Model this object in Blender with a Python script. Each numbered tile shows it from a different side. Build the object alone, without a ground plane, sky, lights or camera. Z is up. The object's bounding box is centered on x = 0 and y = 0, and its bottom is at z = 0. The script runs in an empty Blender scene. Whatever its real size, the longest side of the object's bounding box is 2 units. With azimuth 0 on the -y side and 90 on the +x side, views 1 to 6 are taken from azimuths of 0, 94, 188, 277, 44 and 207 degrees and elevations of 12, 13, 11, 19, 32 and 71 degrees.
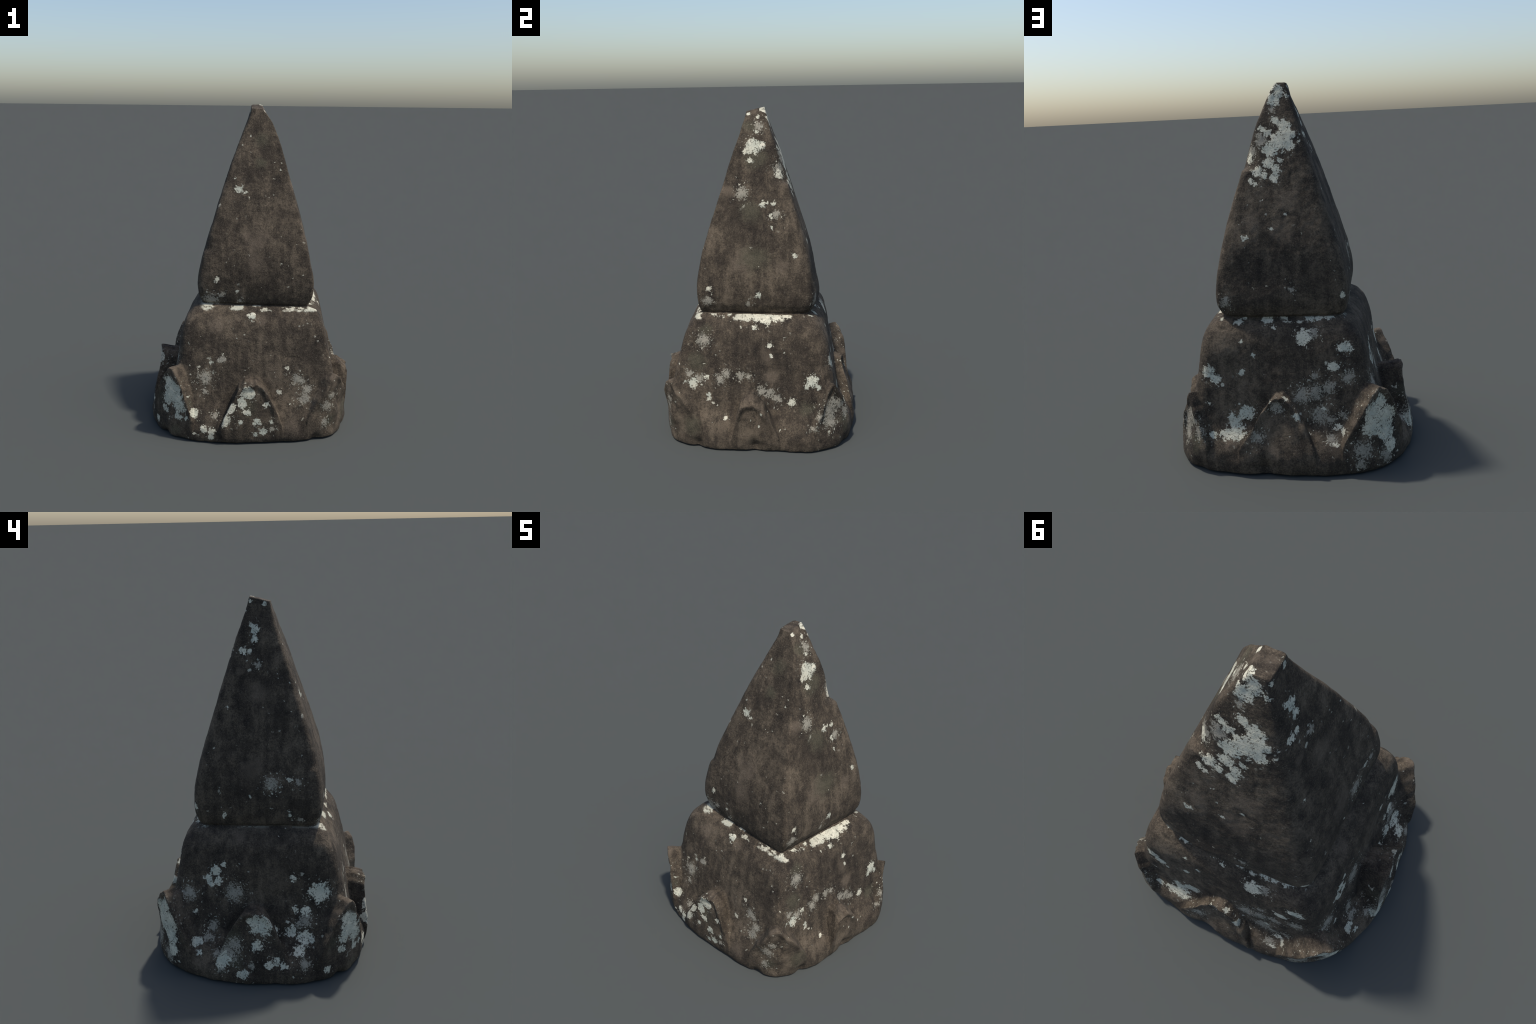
"""Weathered carved stone finial: a four-sided bell spire on a bell-shaped block,
ringed at the foot by eight worn lotus petals (four on the corners, four on the sides)."""
import bpy, bmesh, math, random
import numpy as np
from mathutils import Vector, noise

random.seed(7)
VOXEL = 0.0042
TAU = math.tau


def smooth(e0, e1, x):
    t = np.clip((x - e0) / (e1 - e0), 0.0, 1.0)
    return t * t * (3 - 2 * t)


# ------------------------------------------------------------------ profiles
# height -> reach of the stone in +x / -x / +y / -y, taken along its four arrises.
# columns: z, x at front-right, y at front-right, x front-left, y front-left,
#          x back-right, y back-right, x back-left, y back-left
SPIRE = [
    (0.745, 0.348, -0.322, -0.289, -0.332, 0.356, 0.324, -0.273, 0.326),
    (0.775, 0.358, -0.328, -0.299, -0.340, 0.368, 0.334, -0.283, 0.334),
    (0.800, 0.384, -0.336, -0.313, -0.347, 0.396, 0.350, -0.296, 0.349),
    (0.840, 0.394, -0.342, -0.321, -0.353, 0.404, 0.358, -0.302, 0.355),
    (0.880, 0.397, -0.343, -0.323, -0.355, 0.406, 0.360, -0.303, 0.356),
    (0.950, 0.393, -0.341, -0.321, -0.355, 0.404, 0.359, -0.303, 0.355),
    (1.030, 0.374, -0.333, -0.307, -0.347, 0.393, 0.351, -0.291, 0.341),
    (1.120, 0.357, -0.317, -0.285, -0.331, 0.374, 0.334, -0.270, 0.321),
    (1.300, 0.312, -0.265, -0.230, -0.280, 0.324, 0.283, -0.213, 0.272),
    (1.500, 0.259, -0.200, -0.169, -0.212, 0.264, 0.223, -0.147, 0.212),
    (1.700, 0.203, -0.136, -0.099, -0.141, 0.200, 0.157, -0.082, 0.150),
    (1.820, 0.167, -0.097, -0.054, -0.096, 0.153, 0.116, -0.047, 0.112),
    (1.880, 0.142, -0.079, -0.029, -0.081, 0.124, 0.094, -0.029, 0.090),
    (1.930, 0.119, -0.068, -0.011, -0.067, 0.100, 0.080, -0.014, 0.075),
    (1.965, 0.094, -0.060, -0.006, -0.060, 0.082, 0.070, -0.006, 0.068),
    (1.992, 0.074, -0.054, -0.002, -0.054, 0.066, 0.060, 0.000, 0.060),
]
BODY = [
    (0.140, 0.553, -0.530, -0.530, -0.535, 0.573, 0.525, -0.505, 0.518),
    (0.300, 0.527, -0.496, -0.480, -0.501, 0.546, 0.499, -0.453, 0.488),
    (0.440, 0.502, -0.470, -0.444, -0.477, 0.522, 0.478, -0.413, 0.468),
    (0.520, 0.487, -0.450, -0.432, -0.463, 0.508, 0.463, -0.400, 0.450),
    (0.600, 0.473, -0.435, -0.420, -0.448, 0.493, 0.454, -0.389, 0.438),
    (0.660, 0.462, -0.420, -0.406, -0.433, 0.480, 0.438, -0.374, 0.428),
    (0.700, 0.452, -0.402, -0.394, -0.415, 0.470, 0.420, -0.356, 0.416),
    (0.732, 0.438, -0.382, -0.374, -0.393, 0.454, 0.402, -0.338, 0.400),
    (0.756, 0.420, -0.362, -0.345, -0.364, 0.436, 0.378, -0.308, 0.377),
    (0.768, 0.392, -0.342, -0.312, -0.347, 0.404, 0.346, -0.294, 0.346),
]
# azimuth (degrees from +x) -> reach of the foot of the stone
FOOT = [(-180, .628), (-170, .618), (-155, .655), (-143, .672), (-131, .678),
        (-122, .652), (-111, .622), (-98, .600), (-87, .586), (-73, .592),
        (-62, .630), (-53, .666), (-46, .702), (-37, .695), (-30, .672),
        (-23, .652), (-10, .622), (0, .613), (8, .616), (18, .645), (29, .718),
        (36, .730), (47, .748), (59, .674), (79, .607), (98, .600), (114, .636),
        (126, .672), (140, .678), (154, .652), (167, .638), (180, .628)]


def interp_rows(rows, z):
    """Profile at height z, rounded over a few centimetres so no row shows as a band."""
    a = np.array(rows)
    span = min(.04, max(.004, z - a[0, 0]), max(.004, a[-1, 0] - z)) * np.array([-1, -.6, -.2, .2, .6, 1])
    return np.array([np.interp(z + span, a[:, 0], a[:, k]).mean() for k in range(1, a.shape[1])])


def joint_height(x, y):
    """The crease between spire and block is not level: it climbs to the front-left."""
    u, v = (x - .04) / .34, y / .33
    u, v = np.clip(u, -1.5, 1.5), np.clip(v, -1.5, 1.5)
    return .775 - .0045 * u - .006 * v + .0035 * u * v


def foot_radius(a):
    a = (np.asarray(a) + math.pi) % TAU - math.pi
    t = np.array(FOOT)
    xs, ys = np.radians(t[:, 0]), t[:, 1]
    r = 0
    for k in (-.06, -.03, 0, .03, .06):          # rounds the polygon of control points
        r = r + np.interp((a + k + math.pi) % TAU - math.pi, xs, ys)
    return r / 5 + .018


def section(row, n, bulge_x, bulge_y, count):
    """Rounded square mapped on four measured arrises; faces swell by bulge_x / bulge_y."""
    t = np.linspace(0, TAU, count, endpoint=False)
    c, s = np.cos(t), np.sin(t)
    n = np.where((c > 0) & (s < 0), n * 3.5, n)       # the front-right arris is the keenest
    k = (np.abs(c) ** n + np.abs(s) ** n) ** (-1 / n)
    u, v = c * k, s * k
    (ax, ay, bx, by, cx, cy, dx, dy) = row
    wA, wB = (1 + u) * (1 - v) / 4, (1 - u) * (1 - v) / 4
    wC, wD = (1 + u) * (1 + v) / 4, (1 - u) * (1 + v) / 4
    x = wA * ax + wB * bx + wC * cx + wD * dx
    y = wA * ay + wB * by + wC * cy + wD * dy
    x = x + bulge_x * np.sign(u) * np.abs(u) ** 6 * (1 - v * v)
    y = y + bulge_y * np.sign(v) * np.abs(v) ** 6 * (1 - u * u)
    return x, y


def loft(rings, name):
    me = bpy.data.meshes.new(name)
    n = len(rings[0])
    verts = np.concatenate(rings)
    faces = []
    for i in range(len(rings) - 1):
        a, b = i * n, (i + 1) * n
        for j in range(n):
            k = (j + 1) % n
            faces.append((a + j, a + k, b + k, b + j))
    faces.append(tuple(range(n - 1, -1, -1)))
    top = (len(rings) - 1) * n
    faces.append(tuple(top + j for j in range(n)))
    me.from_pydata(verts.tolist(), [], faces)
    return me


def spire_mesh():
    rings = []
    for z in np.concatenate([np.linspace(.745, .9, 22), np.linspace(.915, 1.93, 80),
                             np.linspace(1.935, 1.992, 14)]):
        row = interp_rows(SPIRE, z)
        n = np.interp(z, [.745, .80, .86, 1.0, 1.6, 1.93, 1.992], [10, 11, 13, 14, 13, 10, 8])
        swell = np.interp(z, [.745, .9, 1.2, 1.6, 1.95], [.004, .01, .012, .008, .0])
        x, y = section(row, n, swell * .15, swell, 240)
        tilt = smooth(1.86, 1.992, z)
        zz = z + tilt * np.clip((y - .045) * .22, -.026, .010) \
            + (joint_height(x, y) - .772) * smooth(1.0, .82, z)
        rings.append(np.stack([x, y, zz], 1))
    return loft(rings, "spire_core")


def body_mesh():
    count, rings = 300, []
    t = np.linspace(0, TAU, count, endpoint=False)
    zs = np.concatenate([np.linspace(0, .2, 26), np.linspace(.21, .64, 40), np.linspace(.645, .768, 24)])
    for z in zs:
        row = interp_rows(BODY, max(z, .141))
        n = np.interp(z, [.16, .4, .7, .768], [8, 12, 13, 11])
        b = np.interp(z, [.16, .4, .6, .768], [.010, .008, .006, .0])
        x, y = section(row, n, b, b, count)
        a = np.arctan2(y, x)
        r = np.hypot(x, y)
        rf = foot_radius(a) - .005 * smooth(.03, .0, z) ** 2
        w = smooth(.25, .05, z)
        r = r + (np.maximum(rf, r * .9) - r) * w
        zz = z + (joint_height(x, y) - .772) * smooth(.6, .76, z)
        rings.append(np.stack([r * np.cos(a), r * np.sin(a), zz * np.ones_like(x)], 1))
    rings.append(np.stack([.2 * np.cos(a), .2 * np.sin(a), .86 + 0 * a], 1))   # dowel into spire
    return loft(rings, "body_core")


# ------------------------------------------------------------------ petals
# az: azimuth of the tip; half: angular half width clockwise / anticlockwise of the tip;
# tip: height and reach of the lip; root: rim height at the sides; p: roundness of the arch;
# belly: swelling of the outer face; rim: depth of the face behind the lip; rise: slope of the top
PETALS = [
    dict(az=-43.5, half=(14, 17), tip=.398, reach=.738, root=.12, p=(1.5, 1.4), belly=.000, rim=.012, rise=.0),
    dict(az=-131.5, half=(19, 12), tip=.438, reach=.700, root=.12, p=(1.5, 1.5), belly=.008, rim=.012, rise=.0),
    dict(az=41.5, half=(11, 11), tip=.395, reach=.730, root=.14, p=(1.4, 1.3), belly=.002, rim=.016, rise=.0),
    dict(az=132.0, half=(18, 17), tip=.445, reach=.692, root=.14, p=(1.4, 1.5), belly=.000, rim=.014, rise=.0),
    dict(az=-87.5, half=(17, 17), tip=.366, reach=.602, root=.10, p=(2.3, 2.3), belly=.012, rim=.011, rise=.02),
    dict(az=-1.0, half=(10, 15), tip=.296, reach=.652, root=.07, p=(3.0, 2.1), belly=.010, rim=.017, rise=.05),
    dict(az=82.5, half=(17, 19), tip=.398, reach=.550, root=.13, p=(1.5, 1.9), belly=.010, rim=.020, rise=.01),
    dict(az=179.2, half=(17, 18), tip=.405, reach=.590, root=.13, p=(2.1, 2.7), belly=.000, rim=.013, rise=-.010),
]


def side(pair, s):
    return np.where(s < 0, pair[0], pair[1])


def petal_rim(P, s):
    arch = 1 - np.abs(s) ** side(P["p"], s)
    q = P["az"] * .37                                  # every rim is chipped differently
    chips = .5 * np.sin(9 * s + q) + .3 * np.sin(17 * s + 2 * q) + .35 * np.sin(29 * s + 3 * q)
    return P["root"] + (P["tip"] - P["root"]) * arch + .008 * chips * np.clip(arch * 2, 0, 1)


def petal_reach(P, s, z):
    """Outer radius of a petal at lateral position s (-1..1) and height z."""
    half = np.radians(side(P["half"], s))
    a = math.radians(P["az"]) + s * half
    p = side(P["p"], s)
    h = petal_rim(P, s)
    foot = foot_radius(a)
    tip = P["reach"] * foot / foot_radius(math.radians(P["az"]))
    k = np.clip(z / max(P["tip"], 1e-6), 0, 1)
    r = foot + (tip - foot) * smooth(.1, 1.0, k)
    r = r + P["belly"] * np.sin(np.clip(k * 1.15, 0, 1) * math.pi) - .005 * smooth(.03, 0, z) ** 2
    slope = (P["tip"] - P["root"]) * p * np.abs(s) ** (p - 1) / (half * P["reach"])
    dist = (h - z) / np.sqrt(1 + slope ** 2)
    q = P["az"] * .61
    worn = np.sin(8 * s + q) + .5 * np.sin(19 * s + 2 * q)
    r = r + .004 * worn * smooth(.06, .0, dist)
    r = r - P["rim"] * smooth(.004, .045, dist) * smooth(.06, .2, z) * (1 - .5 * np.abs(s))
    return r


def petal_mesh(P):
    me = bpy.data.meshes.new("petal_core")
    ns, nt = 61, 41
    S, T = np.meshgrid(np.linspace(-1, 1, ns), np.linspace(0, 1, nt), indexing="ij")
    T = 1 - (1 - T) ** 1.6
    Z = petal_rim(P, S) * T
    R = petal_reach(P, S, Z)
    A = math.radians(P["az"]) + S * np.radians(side(P["half"], S))
    layer = lambda r, z: np.stack([r * np.cos(A), r * np.sin(A), z], 2).reshape(-1, 3)
    # outer face, a sheet just behind it (top slopes or dips there), and a root buried in the block
    V = np.concatenate([layer(R, Z), layer(R - .065, Z + P["rise"] * T), layer(R * 0 + .36, Z + P["rise"] * T)])
    N = ns * nt
    idx = lambda i, j: i * nt + j
    F = []
    for i in range(ns - 1):
        for j in range(nt - 1):
            q = (idx(i, j), idx(i + 1, j), idx(i + 1, j + 1), idx(i, j + 1))
            F.append(q)
            F.append(tuple(2 * N + v for v in q[::-1]))
    edge = [(idx(i, 0), idx(i + 1, 0)) for i in range(ns - 1)] + \
        [(idx(ns - 1, j), idx(ns - 1, j + 1)) for j in range(nt - 1)] + \
        [(idx(i + 1, nt - 1), idx(i, nt - 1)) for i in range(ns - 2, -1, -1)] + \
        [(idx(0, j + 1), idx(0, j)) for j in range(nt - 2, -1, -1)]
    for a, b in edge:
        F.append((b, a, N + a, N + b))
        F.append((N + b, N + a, 2 * N + a, 2 * N + b))
    me.from_pydata(V.tolist(), [], F)
    return me


# ------------------------------------------------------------------ one fused stone
def fuse(meshes):
    bm = bmesh.new()
    for m in meshes:
        bm.from_mesh(m)
        bpy.data.meshes.remove(m)
    bmesh.ops.recalc_face_normals(bm, faces=bm.faces)
    me = bpy.data.meshes.new("stone")
    bm.to_mesh(me)
    bm.free()
    ob = bpy.data.objects.new("stone", me)
    bpy.context.scene.collection.objects.link(ob)
    md = ob.modifiers.new("remesh", "REMESH")
    md.mode = "VOXEL"
    md.voxel_size = VOXEL
    sm = ob.modifiers.new("wear", "SMOOTH")
    sm.factor, sm.iterations = .5, 5
    dg = bpy.context.evaluated_depsgraph_get()
    res = bpy.data.meshes.new_from_object(ob.evaluated_get(dg))
    bpy.data.objects.remove(ob)
    return res


def erode(me):
    n = len(me.vertices)
    co = np.empty(n * 3)
    me.vertices.foreach_get("co", co)
    co = co.reshape(-1, 3)
    nr = np.empty(n * 3)
    me.vertex_normals.foreach_get("vector", nr)
    nr = nr.reshape(-1, 3)
    d = np.empty(n)
    for i in range(n):
        x, y, z = co[i]
        low = noise.noise(Vector((x * 3.1 + 5, y * 3.1, z * 2.6)))
        mid = noise.noise(Vector((x * 11, y * 11 + 3, z * 9)))
        fine = noise.noise(Vector((x * 38, y * 38, z * 34 + 9)))
        if z < .5:
            fine += 1.3 * noise.noise(Vector((x * 22 + 4, y * 22, z * 20)))
        foot = 1.0 if z < .5 else (.6 if z < .8 else .45)
        d[i] = .006 * low + foot * .0055 * mid + .0015 * fine
    co = co + nr * d[:, None]
    # chip knocked off the back-right arris of the spire, and a small one front-left
    for (cx, cy, cz), (dx, dy), z0, z1, z2, depth in (
            ((.232, .188, 1.55), (.72, .69), 1.535, 1.56, 1.80, .032),
            ((-.275, -.32, 1.12), (-.7, -.7), 1.10, 1.13, 1.22, .014)):
        w = smooth(z0, z1, co[:, 2]) * smooth(z2, z1, co[:, 2])
        along = (co[:, 0] - cx) * dx + (co[:, 1] - cy) * dy + (co[:, 2] - cz) * .30
        near = smooth(-.05, .01, along)
        co[:, 0] -= w * near * depth * dx
        co[:, 1] -= w * near * depth * dy
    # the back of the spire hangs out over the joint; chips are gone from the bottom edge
    g = np.exp(-((co[:, 0] - .14) / .2) ** 2 - ((co[:, 2] - .85) / .10) ** 2)
    joint = joint_height(co[:, 0], co[:, 1])
    co[:, 1] += .034 * g * smooth(.22, .32, co[:, 1]) * smooth(joint - .004, joint + .012, co[:, 2])
    crease = .011 * np.exp(-((co[:, 2] - joint - .006) / .007) ** 2)
    co[:, :2] *= (1 - crease / np.maximum(np.hypot(co[:, 0], co[:, 1]), .1))[:, None]
    for cx, cy, cz, rr in ((.600, -.345, .02, .035), (.42, -.55, .0, .03), (-.50, -.46, .0, .03),
                           (.13, .60, .04, .05), (.50, .56, .0, .05), (.63, .02, .03, .04)):
        w = np.exp(-((co - np.array((cx, cy, cz))) ** 2).sum(1) / rr ** 2)
        co[:, :2] *= (1 - .04 * w)[:, None]
    co[:, 2] -= co[:, 2].min()
    co[:, 2] *= 2.0 / co[:, 2].max()
    me.vertices.foreach_set("co", co.ravel())
    me.update()


# ------------------------------------------------------------------ split in named parts
def classify(c):
    """Index of the part each face centre belongs to: 0 spire, 1 body, 2.. petals."""
    part = np.ones(len(c), int)
    part[c[:, 2] > joint_height(c[:, 0], c[:, 1]) + .008] = 0
    a = np.arctan2(c[:, 1], c[:, 0])
    r = np.hypot(c[:, 0], c[:, 1])
    for k, P in enumerate(PETALS):
        s = (a - math.radians(P["az"]) + math.pi) % TAU - math.pi
        s = s / np.radians(side(P["half"], s))
        inside = (np.abs(s) < 1)
        sc = np.clip(s, -1, 1)
        h = petal_rim(P, sc)
        ok = inside & (c[:, 2] < h + .012) & (c[:, 2] > .02) & \
            (r > petal_reach(P, sc, np.minimum(c[:, 2], h)) - .075)
        part[ok & (part == 1)] = 2 + k
    return part


def split(me):
    n = len(me.vertices)
    nr = np.empty(n * 3)
    me.vertex_normals.foreach_get("vector", nr)
    nr = nr.reshape(-1, 3)
    co = np.empty(n * 3)
    me.vertices.foreach_get("co", co)
    co = co.reshape(-1, 3)
    m = len(me.polygons)
    cen = np.empty(m * 3)
    me.polygons.foreach_get("center", cen)
    part = classify(cen.reshape(-1, 3))
    ls = np.empty(m, int)
    lt = np.empty(m, int)
    me.polygons.foreach_get("loop_start", ls)
    me.polygons.foreach_get("loop_total", lt)
    lv = np.empty(len(me.loops), int)
    me.loops.foreach_get("vertex_index", lv)
    names = ["spire", "body"] + ["petal"] * len(PETALS)
    out = []
    for k, nm in enumerate(names):
        fs = np.nonzero(part == k)[0]
        loops = [lv[ls[f]:ls[f] + lt[f]] for f in fs]
        used = np.unique(np.concatenate(loops))
        remap = np.full(n, -1)
        remap[used] = np.arange(len(used))
        pm = bpy.data.meshes.new(nm)
        pm.from_pydata(co[used].tolist(), [], [remap[l].tolist() for l in loops])
        pm.polygons.foreach_set("use_smooth", [True] * len(pm.polygons))
        pm.update()
        pm.normals_split_custom_set_from_vertices(nr[used].tolist())
        grid = co[used][::7]

        def near(spots, reach, grid=grid):
            """Only the growths that touch this part."""
            return [q for q in spots if
                    (((grid - np.array(q[:3])) ** 2).sum(1).min() < (q[3] * reach + .03) ** 2)]
        pm.materials.append(stone_material("weathered_%s_stone" % nm, "spire" if nm == "spire" else "base", near))
        ob = bpy.data.objects.new(nm, pm)
        bpy.context.scene.collection.objects.link(ob)
        out.append(ob)
    return out


# ------------------------------------------------------------------ growths
# Centres where lichen, algae and wear spread from: x, y, z, radius (metres).
DARK, BROWN, PALE = (.0225, .0176, .0134), (.0575, .0445, .0312), (.142, .110, .076)  # stone tints warmed and lifted to offset blue sky light on shaded faces
LICHEN = {  # solid pale crusts
    "spire": [
        # front face
        (-0.070, -0.215, 1.492, 0.021), (-0.031, -0.223, 1.470, 0.011), (-0.201, -0.354, 0.953, 0.015),
        (-0.075, -0.357, 0.877, 0.012),
        # right face
        (0.18, -0.01, 1.77, 0.044), (0.186, -0.046, 1.747, 0.021), (0.175, 0.040, 1.775, 0.024),
        (0.204, -0.023, 1.686, 0.014), (0.142, 0.016, 1.856, 0.011), (0.100, 0.019, 1.938, 0.011),
        (0.071, 0.048, 1.989, 0.021), (0.083, -0.040, 1.959, 0.012), (0.280, 0.063, 1.437, 0.020),
        (0.277, 0.113, 1.436, 0.013), (0.301, 0.108, 1.365, 0.018), (0.320, 0.110, 1.305, 0.009),
        (0.362, 0.248, 1.143, 0.014), (0.392, -0.267, 0.941, 0.015), (0.394, 0.033, 0.900, 0.016),
        # back face
        (0.047, 0.074, 1.953, 0.031), (0.069, 0.085, 1.913, 0.034), (0.001, 0.079, 1.930, 0.012),
        (0.065, 0.126, 1.802, 0.020), (0.015, 0.138, 1.772, 0.030), (-0.002, 0.155, 1.722, 0.035),
        (-0.013, 0.171, 1.669, 0.030), (0.04, 0.17, 1.69, 0.046), (0.09, 0.18, 1.65, 0.040),
        (0.133, 0.139, 1.761, 0.017), (0.103, 0.149, 1.739, 0.024), (0.100, 0.197, 1.585, 0.028),
        (0.041, 0.195, 1.595, 0.015), (0.155, 0.209, 1.539, 0.027), (0.122, 0.217, 1.517, 0.018),
        (0.193, 0.224, 1.492, 0.014), (0.172, 0.232, 1.471, 0.012), (0.059, 0.210, 1.547, 0.023),
        (0.068, 0.222, 1.503, 0.025), (0.020, 0.280, 1.314, 0.010), (0.078, 0.304, 1.245, 0.012),
        (0.233, 0.316, 1.197, 0.014), (-0.276, 0.343, 0.898, 0.016), (0.203, 0.150, 1.602, 0.025),
        # left face
        (-0.049, 0.026, 1.835, 0.024), (-0.042, 0.044, 1.858, 0.015), (-0.065, 0.029, 1.784, 0.020),
        (-0.082, 0.091, 1.727, 0.017), (-0.084, 0.055, 1.721, 0.013), (-0.178, 0.167, 1.429, 0.009),
        (-0.292, -0.177, 1.061, 0.018), (-0.310, -0.176, 0.871, 0.015), (-0.308, 0.179, 0.854, 0.013),
        (-0.005, 0.046, 1.973, 0.013), (-0.003, -0.029, 1.969, 0.013),
    ],
    "base": [
        # front face
        (-0.486, -0.495, 0.355, 0.028), (-0.46, -0.52, 0.32, 0.047), (-0.44, -0.54, 0.26, 0.054),
        (-0.42, -0.56, 0.21, 0.044), (-0.424, -0.550, 0.155, 0.029), (-0.502, -0.490, 0.167, 0.015),
        (-0.331, -0.552, 0.177, 0.028), (-0.372, -0.577, 0.145, 0.016), (-0.267, -0.589, 0.088, 0.018),
        (-0.217, -0.599, 0.081, 0.020), (-0.223, -0.600, 0.045, 0.020), (-0.317, -0.583, 0.053, 0.014),
        (0.00, -0.59, 0.32, 0.038), (-0.040, -0.600, 0.277, 0.022), (-0.109, -0.628, 0.233, 0.032),
        (-0.136, -0.624, 0.160, 0.032), (-0.031, -0.603, 0.249, 0.025), (-0.003, -0.603, 0.197, 0.020),
        (0.115, -0.592, 0.249, 0.017), (0.055, -0.607, 0.144, 0.020), (0.095, -0.605, 0.082, 0.026),
        (0.150, -0.597, 0.144, 0.016), (0.050, -0.610, 0.064, 0.016), (-0.045, -0.616, 0.144, 0.016),
        (-0.295, -0.481, 0.427, 0.011), (-0.218, -0.474, 0.461, 0.014), (0.017, -0.393, 0.732, 0.022),
        (0.186, -0.505, 0.298, 0.014), (0.234, -0.478, 0.439, 0.013), (0.371, -0.338, 0.769, 0.020),
        # right face
        (0.401, -0.037, 0.764, 0.029), (0.401, 0.014, 0.764, 0.032), (0.41, 0.08, 0.76, 0.039),
        (0.403, 0.135, 0.766, 0.032), (0.395, 0.198, 0.770, 0.027), (0.376, -0.149, 0.777, 0.014),
        (0.377, -0.084, 0.775, 0.014), (0.370, -0.253, 0.782, 0.016), (0.376, -0.336, 0.768, 0.018),
        (0.449, 0.011, 0.720, 0.017), (0.488, 0.103, 0.616, 0.014), (0.500, 0.106, 0.557, 0.009),
        (0.519, -0.363, 0.390, 0.029), (0.516, -0.282, 0.427, 0.014), (0.536, -0.269, 0.324, 0.013),
        (0.540, -0.267, 0.295, 0.014), (0.530, 0.351, 0.412, 0.033), (0.536, 0.319, 0.381, 0.018),
        (0.533, 0.385, 0.374, 0.017), (0.551, 0.229, 0.285, 0.023), (0.580, -0.166, 0.193, 0.013),
        # back face
        (0.248, 0.342, 0.776, 0.014), (0.123, 0.351, 0.764, 0.027), (-0.101, 0.351, 0.768, 0.024),
        (-0.152, 0.348, 0.770, 0.022), (-0.203, 0.343, 0.774, 0.024), (0.083, 0.393, 0.730, 0.010),
        (-0.07, 0.42, 0.69, 0.038), (-0.291, 0.432, 0.637, 0.030), (-0.226, 0.452, 0.539, 0.029),
        (0.437, 0.450, 0.513, 0.031), (0.399, 0.457, 0.478, 0.027), (0.359, 0.465, 0.444, 0.013),
        (0.260, 0.455, 0.511, 0.016), (0.255, 0.429, 0.673, 0.009), (0.196, 0.443, 0.594, 0.012),
        (0.126, 0.469, 0.446, 0.010), (0.24, 0.49, 0.30, 0.038), (0.30, 0.50, 0.25, 0.040),
        (0.29, 0.52, 0.20, 0.046), (0.338, 0.526, 0.194, 0.033), (0.278, 0.483, 0.350, 0.016),
        (0.417, 0.524, 0.185, 0.022), (0.440, 0.476, 0.336, 0.015), (-0.169, 0.483, 0.321, 0.016),
        (-0.243, 0.506, 0.230, 0.018), (-0.230, 0.557, 0.157, 0.014), (-0.278, 0.536, 0.208, 0.021),
        (-0.46, 0.50, 0.37, 0.038), (-0.43, 0.54, 0.32, 0.054), (-0.42, 0.54, 0.25, 0.054),
        (-0.49, 0.48, 0.28, 0.055), (-0.49, 0.48, 0.20, 0.052), (-0.516, 0.466, 0.116, 0.033),
        (-0.042, 0.551, 0.306, 0.022), (0.028, 0.529, 0.397, 0.015), (-0.536, 0.130, 0.304, 0.017),
        # left face
        (-0.409, 0.225, 0.567, 0.026), (-0.412, 0.266, 0.526, 0.021), (-0.419, 0.210, 0.508, 0.023),
        (-0.422, 0.247, 0.492, 0.018), (-0.404, 0.177, 0.602, 0.012), (-0.43, -0.35, 0.47, 0.052),
        (-0.418, -0.202, 0.542, 0.017), (-0.446, 0.334, 0.333, 0.013), (-0.528, 0.321, 0.183, 0.028),
        (-0.561, 0.302, 0.135, 0.016), (-0.446, -0.279, 0.368, 0.026), (-0.446, -0.218, 0.373, 0.020),
        (-0.49, -0.28, 0.22, 0.041), (-0.546, -0.246, 0.174, 0.031), (-0.476, -0.205, 0.251, 0.031),
        (-0.61, -0.05, 0.34, 0.060), (-0.60, -0.01, 0.36, 0.036), (-0.49, -0.08, 0.24, 0.041),
        (-0.615, -0.026, 0.231, 0.027), (-0.63, 0.17, 0.14, 0.044), (-0.591, -0.128, 0.131, 0.035),
        (-0.637, -0.094, 0.127, 0.023), (-0.602, -0.161, 0.116, 0.025), (-0.652, 0.054, 0.066, 0.028),
        (-0.565, -0.407, 0.072, 0.019), (-0.431, -0.539, 0.324, 0.033), (-0.47, -0.51, 0.28, 0.040),
        (-0.494, -0.498, 0.237, 0.031), (-0.510, -0.482, 0.173, 0.022),
    ],
}
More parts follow.
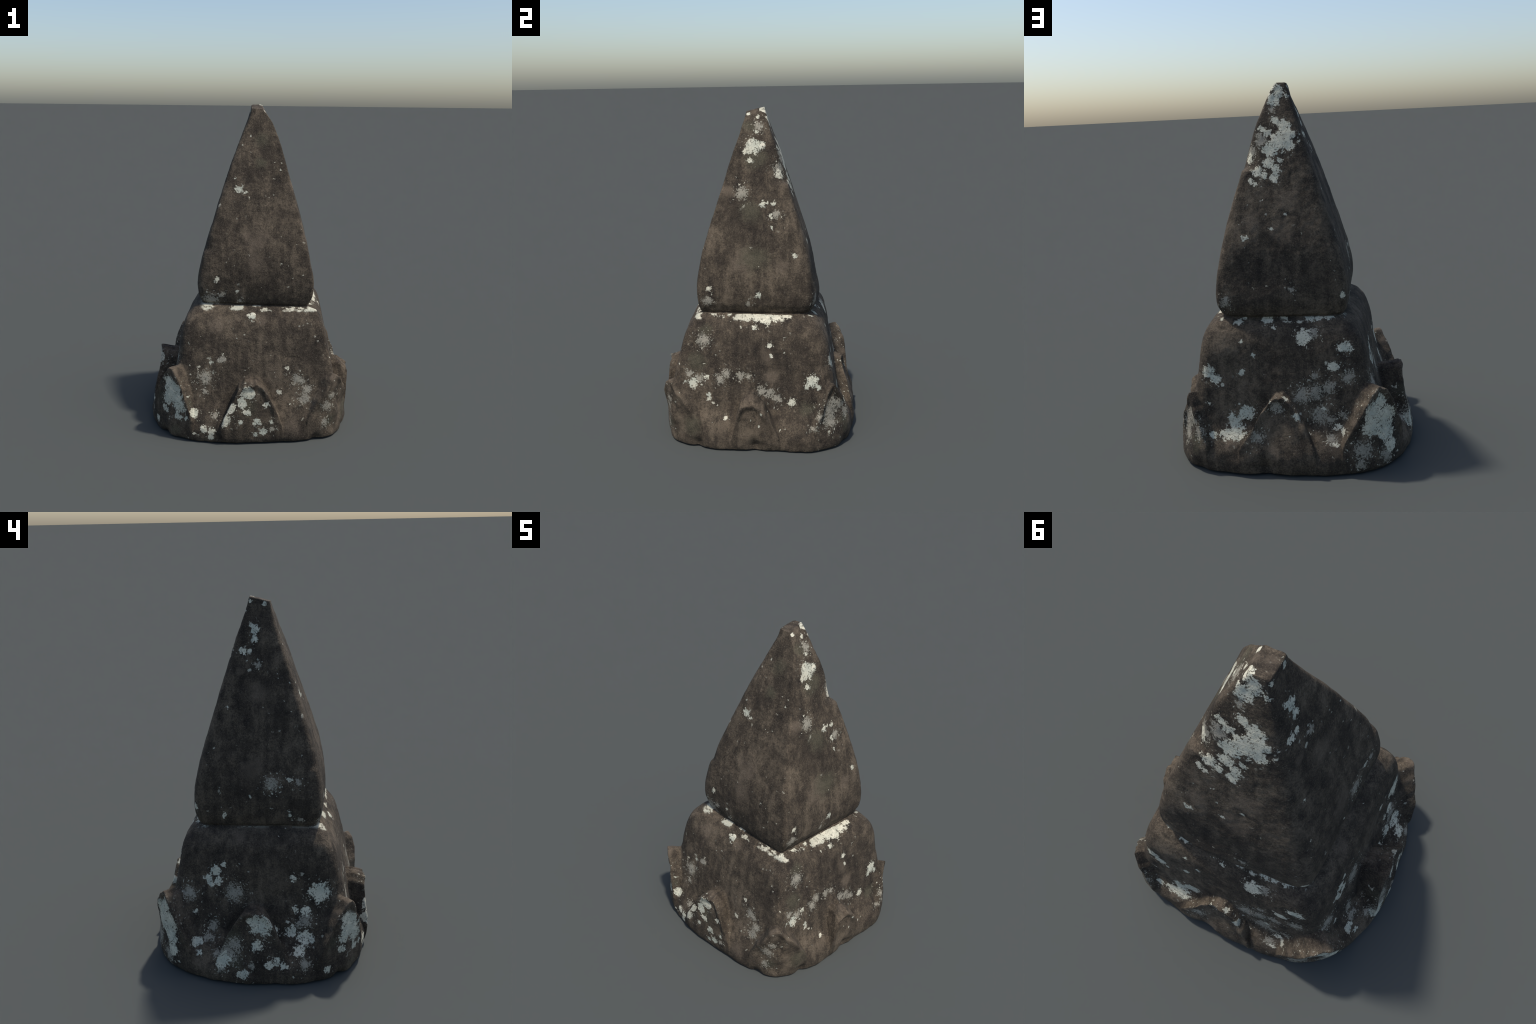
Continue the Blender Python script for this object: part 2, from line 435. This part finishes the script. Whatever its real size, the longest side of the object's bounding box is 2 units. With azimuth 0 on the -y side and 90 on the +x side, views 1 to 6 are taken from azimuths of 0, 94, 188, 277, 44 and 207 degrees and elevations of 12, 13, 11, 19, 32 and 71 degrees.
THIN = {  # thin broken crusts
    "spire": [
        # front face
        (-0.170, -0.352, 0.862, 0.024), (-0.23, -0.34, 0.82, 0.052), (-0.058, -0.346, 0.821, 0.017),
        # right face
        (0.26, -0.07, 1.50, 0.044), (0.296, 0.139, 1.377, 0.027), (0.390, -0.032, 0.854, 0.024),
        (0.39, -0.28, 0.87, 0.036), (0.128, 0.029, 1.885, 0.034),
        # back face
        (0.082, 0.105, 1.856, 0.024), (0.14, 0.16, 1.69, 0.038), (0.19, 0.15, 1.64, 0.038),
        (0.345, 0.364, 0.867, 0.035), (-0.010, 0.371, 0.935, 0.018), (0.146, 0.151, 1.725, 0.025),
        # left face
        (-0.297, -0.226, 1.050, 0.022), (-0.309, -0.232, 0.850, 0.018), (-0.111, 0.008, 1.654, 0.022),
        (-0.29, -0.08, 1.04, 0.045),
    ],
    "base": [
        # front face
        (-0.163, -0.473, 0.484, 0.026), (-0.26, -0.49, 0.38, 0.047), (-0.260, -0.505, 0.289, 0.022),
        (0.30, -0.49, 0.37, 0.041), (0.359, -0.501, 0.315, 0.032), (0.34, -0.51, 0.26, 0.038),
        (0.513, -0.519, 0.285, 0.028), (0.48, -0.53, 0.22, 0.038), (0.474, -0.533, 0.112, 0.029),
        (-0.195, -0.562, 0.163, 0.022), (0.150, -0.602, 0.094, 0.019),
        # right face
        (0.47, -0.30, 0.64, 0.045), (0.509, -0.391, 0.447, 0.029), (0.516, -0.327, 0.417, 0.029),
        (0.522, -0.198, 0.415, 0.032), (0.518, -0.160, 0.450, 0.032), (0.518, -0.077, 0.435, 0.029),
        (0.519, -0.030, 0.429, 0.024), (0.537, 0.055, 0.350, 0.035), (0.539, 0.099, 0.332, 0.032),
        (0.541, 0.143, 0.303, 0.033), (0.57, 0.46, 0.24, 0.058), (0.546, 0.476, 0.294, 0.035),
        (0.57, 0.46, 0.18, 0.052), (0.614, 0.395, 0.217, 0.029), (0.616, 0.364, 0.146, 0.022),
        # back face
        (-0.122, 0.411, 0.707, 0.035), (-0.30, 0.46, 0.48, 0.038), (-0.06, 0.48, 0.39, 0.052),
        (-0.13, 0.47, 0.41, 0.048), (-0.20, 0.47, 0.43, 0.038), (-0.15, 0.49, 0.29, 0.055),
        (-0.206, 0.494, 0.262, 0.032), (-0.269, 0.491, 0.291, 0.026), (-0.130, 0.462, 0.490, 0.022),
        (-0.206, 0.545, 0.178, 0.032), (0.52, 0.52, 0.27, 0.040), (0.49, 0.55, 0.21, 0.040),
        (0.07, 0.54, 0.35, 0.038), (0.17, 0.59, 0.21, 0.039), (-0.48, 0.49, 0.07, 0.046),
        (-0.37, 0.57, 0.13, 0.058), (-0.358, 0.578, 0.056, 0.032), (-0.591, 0.205, 0.156, 0.032),
        # left face
        (-0.42, 0.37, 0.43, 0.046), (-0.43, 0.12, 0.45, 0.055), (-0.47, 0.23, 0.26, 0.037),
        (-0.508, 0.258, 0.204, 0.034), (-0.46, -0.28, 0.32, 0.044), (-0.467, -0.241, 0.289, 0.033),
        (-0.63, 0.14, 0.17, 0.066), (-0.62, 0.10, 0.23, 0.047), (-0.64, 0.17, 0.10, 0.037),
        (-0.59, -0.28, 0.12, 0.037), (-0.647, 0.001, 0.124, 0.025),
    ],
}
MOSS = {  # olive algae
    "spire": [
        # front face
        (0.06, -0.11, 1.78, 0.075), (0.06, -0.17, 1.65, 0.052),
        # right face
        (0.13, -0.03, 1.89, 0.052), (0.20, 0.02, 1.70, 0.094), (0.29, -0.01, 1.39, 0.101),
        (0.36, 0.01, 1.12, 0.117),
    ],
    "base": [
        # front face
        (-0.35, -0.55, 0.24, 0.038), (0.00, -0.60, 0.23, 0.075), (0.51, -0.51, 0.13, 0.058),
        (-0.44, -0.54, 0.05, 0.058),
        # right face
        (0.50, -0.34, 0.52, 0.077), (0.45, -0.29, 0.70, 0.058), (0.56, 0.33, 0.25, 0.071),
        (0.51, 0.55, 0.11, 0.039), (0.60, -0.37, 0.14, 0.078),
        # back face
        (0.51, 0.54, 0.16, 0.053),
        # left face
        (-0.60, 0.12, 0.28, 0.079), (-0.64, 0.10, 0.14, 0.066), (-0.56, -0.43, 0.24, 0.065),
    ],
}
TAN = {  # rubbed or washed warm stone
    "spire": [
        # front face
        (0.03, -0.01, 1.98, 0.036), (0.04, -0.31, 1.19, 0.094), (0.04, -0.35, 1.07, 0.085),
        # right face
        (0.074, -0.003, 1.979, 0.035), (0.238, 0.175, 1.533, 0.025), (0.37, -0.07, 1.10, 0.092),
        (0.37, 0.18, 1.08, 0.058), (0.26, -0.15, 1.51, 0.059),
        # back face
        (0.224, 0.208, 1.524, 0.025), (-0.00, 0.26, 1.39, 0.074), (0.03, 0.31, 1.23, 0.098),
        (0.19, 0.30, 1.28, 0.066),
        # left face
        (-0.119, 0.107, 1.619, 0.032), (-0.16, -0.01, 1.51, 0.072), (-0.29, -0.08, 1.04, 0.072),
        (-0.28, 0.03, 1.12, 0.081),
    ],
    "base": [
        # front face
        (0.03, -0.57, 0.38, 0.046), (-0.435, -0.527, 0.430, 0.034), (0.52, -0.52, 0.40, 0.038),
        (0.08, -0.41, 0.71, 0.037), (-0.20, -0.42, 0.69, 0.069), (-0.24, -0.59, 0.10, 0.038),
        (0.27, -0.57, 0.10, 0.063),
        # right face
        (0.523, -0.520, 0.373, 0.033), (0.59, -0.00, 0.33, 0.045), (0.50, 0.09, 0.55, 0.057),
        (0.52, 0.11, 0.43, 0.057),
        # back face
        (0.077, 0.517, 0.405, 0.026), (-0.43, 0.52, 0.43, 0.044), (-0.34, 0.52, 0.33, 0.038),
        (-0.33, 0.56, 0.27, 0.038), (0.144, 0.569, 0.313, 0.022), (0.209, 0.595, 0.205, 0.032),
        (0.32, 0.56, 0.16, 0.053), (-0.21, 0.56, 0.16, 0.065), (0.08, 0.62, 0.13, 0.058),
        # left face
        (-0.48, -0.51, 0.44, 0.050), (-0.50, -0.45, 0.37, 0.036), (-0.460, 0.492, 0.449, 0.033),
        (-0.34, 0.09, 0.75, 0.058),
    ],
}


# ------------------------------------------------------------------ material
class Nodes:
    """Thin helper to write shader arithmetic as expressions."""

    def __init__(self, mat):
        self.t = mat.node_tree
        self.co = self.t.nodes.new("ShaderNodeTexCoord").outputs["Object"]

    def put(self, sock, v):
        if isinstance(v, bpy.types.NodeSocket):
            self.t.links.new(v, sock)
        else:
            sock.default_value = v

    def math(self, op, a, b=0.0, c=0.0, clamp=False):
        n = self.t.nodes.new("ShaderNodeMath")
        n.operation, n.use_clamp = op, clamp
        for s, v in zip(n.inputs, (a, b, c)):
            self.put(s, v)
        return n.outputs[0]

    def vec(self, op, a, b=(0, 0, 0), scale=1.0):
        n = self.t.nodes.new("ShaderNodeVectorMath")
        n.operation = op
        self.put(n.inputs[0], a)
        if op == "SCALE":
            self.put(n.inputs["Scale"], scale)
        else:
            self.put(n.inputs[1], b)
        return n.outputs["Value"] if op in ("DISTANCE", "LENGTH", "DOT_PRODUCT") else n.outputs["Vector"]

    def noise(self, scale, detail=4, rough=.55, p=None, color=False):
        n = self.t.nodes.new("ShaderNodeTexNoise")
        self.put(n.inputs["Vector"], p or self.co)
        n.inputs["Scale"].default_value = scale
        n.inputs["Detail"].default_value = detail
        n.inputs["Roughness"].default_value = rough
        return n.outputs["Color" if color else "Fac"]

    def step(self, x, lo, hi):
        n = self.t.nodes.new("ShaderNodeMapRange")
        n.interpolation_type = "SMOOTHSTEP"
        self.put(n.inputs["Value"], x)
        n.inputs["From Min"].default_value = lo
        n.inputs["From Max"].default_value = hi
        return n.outputs["Result"]

    def mix(self, f, a, b):
        n = self.t.nodes.new("ShaderNodeMix")
        n.data_type = "RGBA"
        self.put(n.inputs[0], f)
        for s, v in ((n.inputs[6], a), (n.inputs[7], b)):
            self.put(s, v if isinstance(v, bpy.types.NodeSocket) else (*v, 1))
        return n.outputs[2]

    def ramp(self, x, stops):
        n = self.t.nodes.new("ShaderNodeValToRGB")
        e = n.color_ramp.elements
        for i, (p, c) in enumerate(stops):
            el = e[i] if i < 2 else e.new(p)
            el.position, el.color = p, (*c, 1)
        self.put(n.inputs[0], x)
        return n.outputs[0]

    def spots(self, p, spots):
        """Smallest (distance / radius) to a set of growth centres: below 1 inside a patch."""
        f = 9.0
        for x, y, z, r in spots:
            d = self.vec("DISTANCE", p, (x, y, z))
            f = self.math("MINIMUM", self.math("MULTIPLY", d, 1 / r), f)
        return f

    def specks(self, scale, keep, size, p):
        v = self.t.nodes.new("ShaderNodeTexVoronoi")
        v.inputs["Scale"].default_value = scale
        self.put(v.inputs["Vector"], p)
        s = self.t.nodes.new("ShaderNodeSeparateColor")
        self.put(s.inputs[0], v.outputs["Color"])
        on = self.math("GREATER_THAN", s.outputs[0], keep)
        r = self.math("MULTIPLY_ADD", s.outputs[1], size, size * .35)
        return self.math("MULTIPLY", on, self.step(self.math("SUBTRACT", r, v.outputs["Distance"]), 0, .05))


def stone_material(name, part, near):
    """Dark sandstone: brown to black crust, olive algae, rubbed tan edges, pale crustose lichen."""
    mat = bpy.data.materials.new(name)
    mat.use_nodes = True
    bs = mat.node_tree.nodes["Principled BSDF"]
    N = Nodes(mat)
    centred = lambda c, k: N.vec("SCALE", N.vec("SUBTRACT", c, (.5, .5, .5)), scale=k)
    wob_big = centred(N.noise(9, 3, color=True), .05)
    wob_mid = centred(N.noise(22, 3, .6, color=True), .045)
    wob_fine = centred(N.noise(60, 5, .7, color=True), .028)
    p_soft = N.vec("ADD", N.co, wob_big)
    p_edge = N.vec("ADD", N.vec("ADD", N.co, wob_mid), N.vec("ADD", N.vec("SCALE", wob_big, scale=.4), wob_fine))

    big = N.noise(2.6, 4)
    mid = N.noise(13, 7, .68, p_soft)
    fine = N.noise(100, 4, .75)
    grit = N.noise(190, 3, .7)
    streak = N.noise(1.0, 5, .6, N.vec("MULTIPLY", p_soft, (24, 24, 1.9)))

    v = N.math("ADD", N.math("MULTIPLY", big, .22), N.math("MULTIPLY", mid, .30))
    v = N.math("ADD", v, N.math("MULTIPLY", streak, .22))
    v = N.math("ADD", v, N.math("MULTIPLY", fine, .26))
    col = N.ramp(v, [(.415, DARK), (.585, PALE), (.495, BROWN)])

    # warm rubbed / washed stone and olive algae
    tan = N.math("SUBTRACT", 1, N.spots(p_soft, near(TAN[part], 1.6)))
    tan = N.step(N.math("MULTIPLY_ADD", N.math("SUBTRACT", mid, .5), 1.4, tan), -.05, .75)
    col = N.mix(N.math("MULTIPLY", tan, .70), col, N.mix(fine, (.078, .059, .041), (.195, .152, .110)))
    moss = N.math("SUBTRACT", 1, N.spots(p_soft, near(MOSS[part], 1.6)))
    moss = N.step(N.math("MULTIPLY_ADD", N.math("SUBTRACT", mid, .5), 1.6, moss), .0, .8)
    col = N.mix(N.math("MULTIPLY", moss, .68), col, N.mix(fine, (.040, .037, .023), (.115, .105, .070)))

    # grain of the stone: pale sand grains and dark pits
    grain = N.step(grit, .56, .68)
    col = N.mix(N.math("MULTIPLY", grain, .58), col, (.170, .138, .100))
    pits = N.step(grit, .44, .30)
    col = N.mix(N.math("MULTIPLY", pits, .70), col, (.012, .010, .009))

    # lichen: solid crusts, broken crusts, scattered specks
    ragged = N.noise(55, 5, .72)
    thin = N.noise(120, 3, .7)
    f = N.spots(p_edge, near(LICHEN[part], 1.4))
    lobes = N.noise(30, 6, .75)
    solid = N.math("MULTIPLY_ADD", N.math("SUBTRACT", lobes, .5), 1.7, N.math("SUBTRACT", 1.16, f))
    solid = N.step(N.math("MULTIPLY_ADD", N.math("SUBTRACT", ragged, .5), 1.5, solid), .02, .16)
    holes = N.step(thin, .38, .46)
    solid = N.math("MULTIPLY", solid, N.math("MAXIMUM", holes, N.step(f, .75, .35)))
    g = N.spots(p_edge, near(THIN[part], 1.6))
    broken = N.math("MULTIPLY_ADD", N.math("SUBTRACT", 1.0, g), .32, N.math("SUBTRACT", thin, .56))
    broken = N.math("MULTIPLY_ADD", N.math("SUBTRACT", ragged, .5), .55, broken)
    broken = N.math("MULTIPLY", N.step(broken, -.05, .14), N.step(g, 1.5, .9))
    spread = N.step(N.noise(3.4, 3), .46, .60)
    dots = N.math("MAXIMUM", N.specks(17, .80, .16, p_edge), N.specks(42, .84, .22, p_edge))
    dots = N.math("MULTIPLY", dots, spread)
    halo = N.step(N.math("MINIMUM", f, g), 2.3, 1.2)     # crumbs round every colony
    dots = N.math("MAXIMUM", dots, N.math("MULTIPLY", N.specks(85, .58, .32, p_edge), halo))
    soot = N.step(N.noise(4.2, 5, .6, p_soft), .50, .66)      # black crust in broad stains
    col = N.mix(N.math("MULTIPLY", soot, .32), col, DARK)
    if part == "base":          # pale line where water sits on the shelf under the spire
        s = N.t.nodes.new("ShaderNodeSeparateXYZ")
        N.put(s.inputs[0], N.co)
        x, y, z = s.outputs
        top = N.math("ADD", z, N.math("MULTIPLY_ADD", x, .013, N.math("MULTIPLY", y, .018)))
        shelf = N.step(N.math("MULTIPLY_ADD", N.math("SUBTRACT", lobes, .5), .05, top), .757, .764)
        patchy = N.math("SUBTRACT", N.noise(9, 3), N.math("MULTIPLY", N.step(y, .0, .25), .07))
        patchy = N.math("MULTIPLY", N.step(N.math("MULTIPLY_ADD", N.math("SUBTRACT", ragged, .5), .35, patchy), .505, .55), N.step(x, -.31, -.27))
        dots = N.math("MAXIMUM", dots, N.math("MULTIPLY", shelf, patchy))
    crust = N.math("MAXIMUM", solid, N.math("MAXIMUM", N.math("MULTIPLY", broken, .75), N.math("MULTIPLY", dots, .85)))
    tone = N.mix(N.step(N.noise(6, 3), .38, .62), (.65, .61, .47), (.53, .53, .425))  # lichen colour brightened, blue lowered, to match its tone in the shade
    tone = N.mix(N.math("MULTIPLY", N.step(thin, .50, .30), .55), tone, (.27, .25, .195))
    tone = N.mix(N.step(N.noise(30, 3), .50, .75), tone, (.74, .69, .54))
    tone = N.mix(N.math("SUBTRACT", broken, solid, clamp=True), tone, N.mix(fine, (.25, .225, .175), (.54, .50, .40)))
    col = N.mix(N.math("MULTIPLY", crust, .94), col, tone)

    N.put(bs.inputs["Base Color"], col)
    bs.inputs["Roughness"].default_value = .92
    bs.inputs["Specular IOR Level"].default_value = .25
    h = N.math("ADD", N.math("MULTIPLY", fine, .6), N.math("MULTIPLY", grit, .35))
    h = N.math("ADD", h, N.math("MULTIPLY", mid, .8))
    h = N.math("ADD", h, N.math("MULTIPLY", crust, .25))
    b = N.t.nodes.new("ShaderNodeBump")
    b.inputs["Strength"].default_value = .85
    b.inputs["Distance"].default_value = .006
    N.put(b.inputs["Height"], h)
    N.put(bs.inputs["Normal"], b.outputs["Normal"])
    return mat


def main():
    me = fuse([spire_mesh(), body_mesh()] + [petal_mesh(P) for P in PETALS])
    erode(me)
    parts = split(me)
    bpy.data.meshes.remove(me)
    root = bpy.data.objects.new("stone_finial", None)
    root["label"] = "weathered carved stone spire on lotus petal base, lichen covered"
    root["category"] = "stone finial"
    bpy.context.scene.collection.objects.link(root)
    for ob in parts:
        ob.parent = root


main()
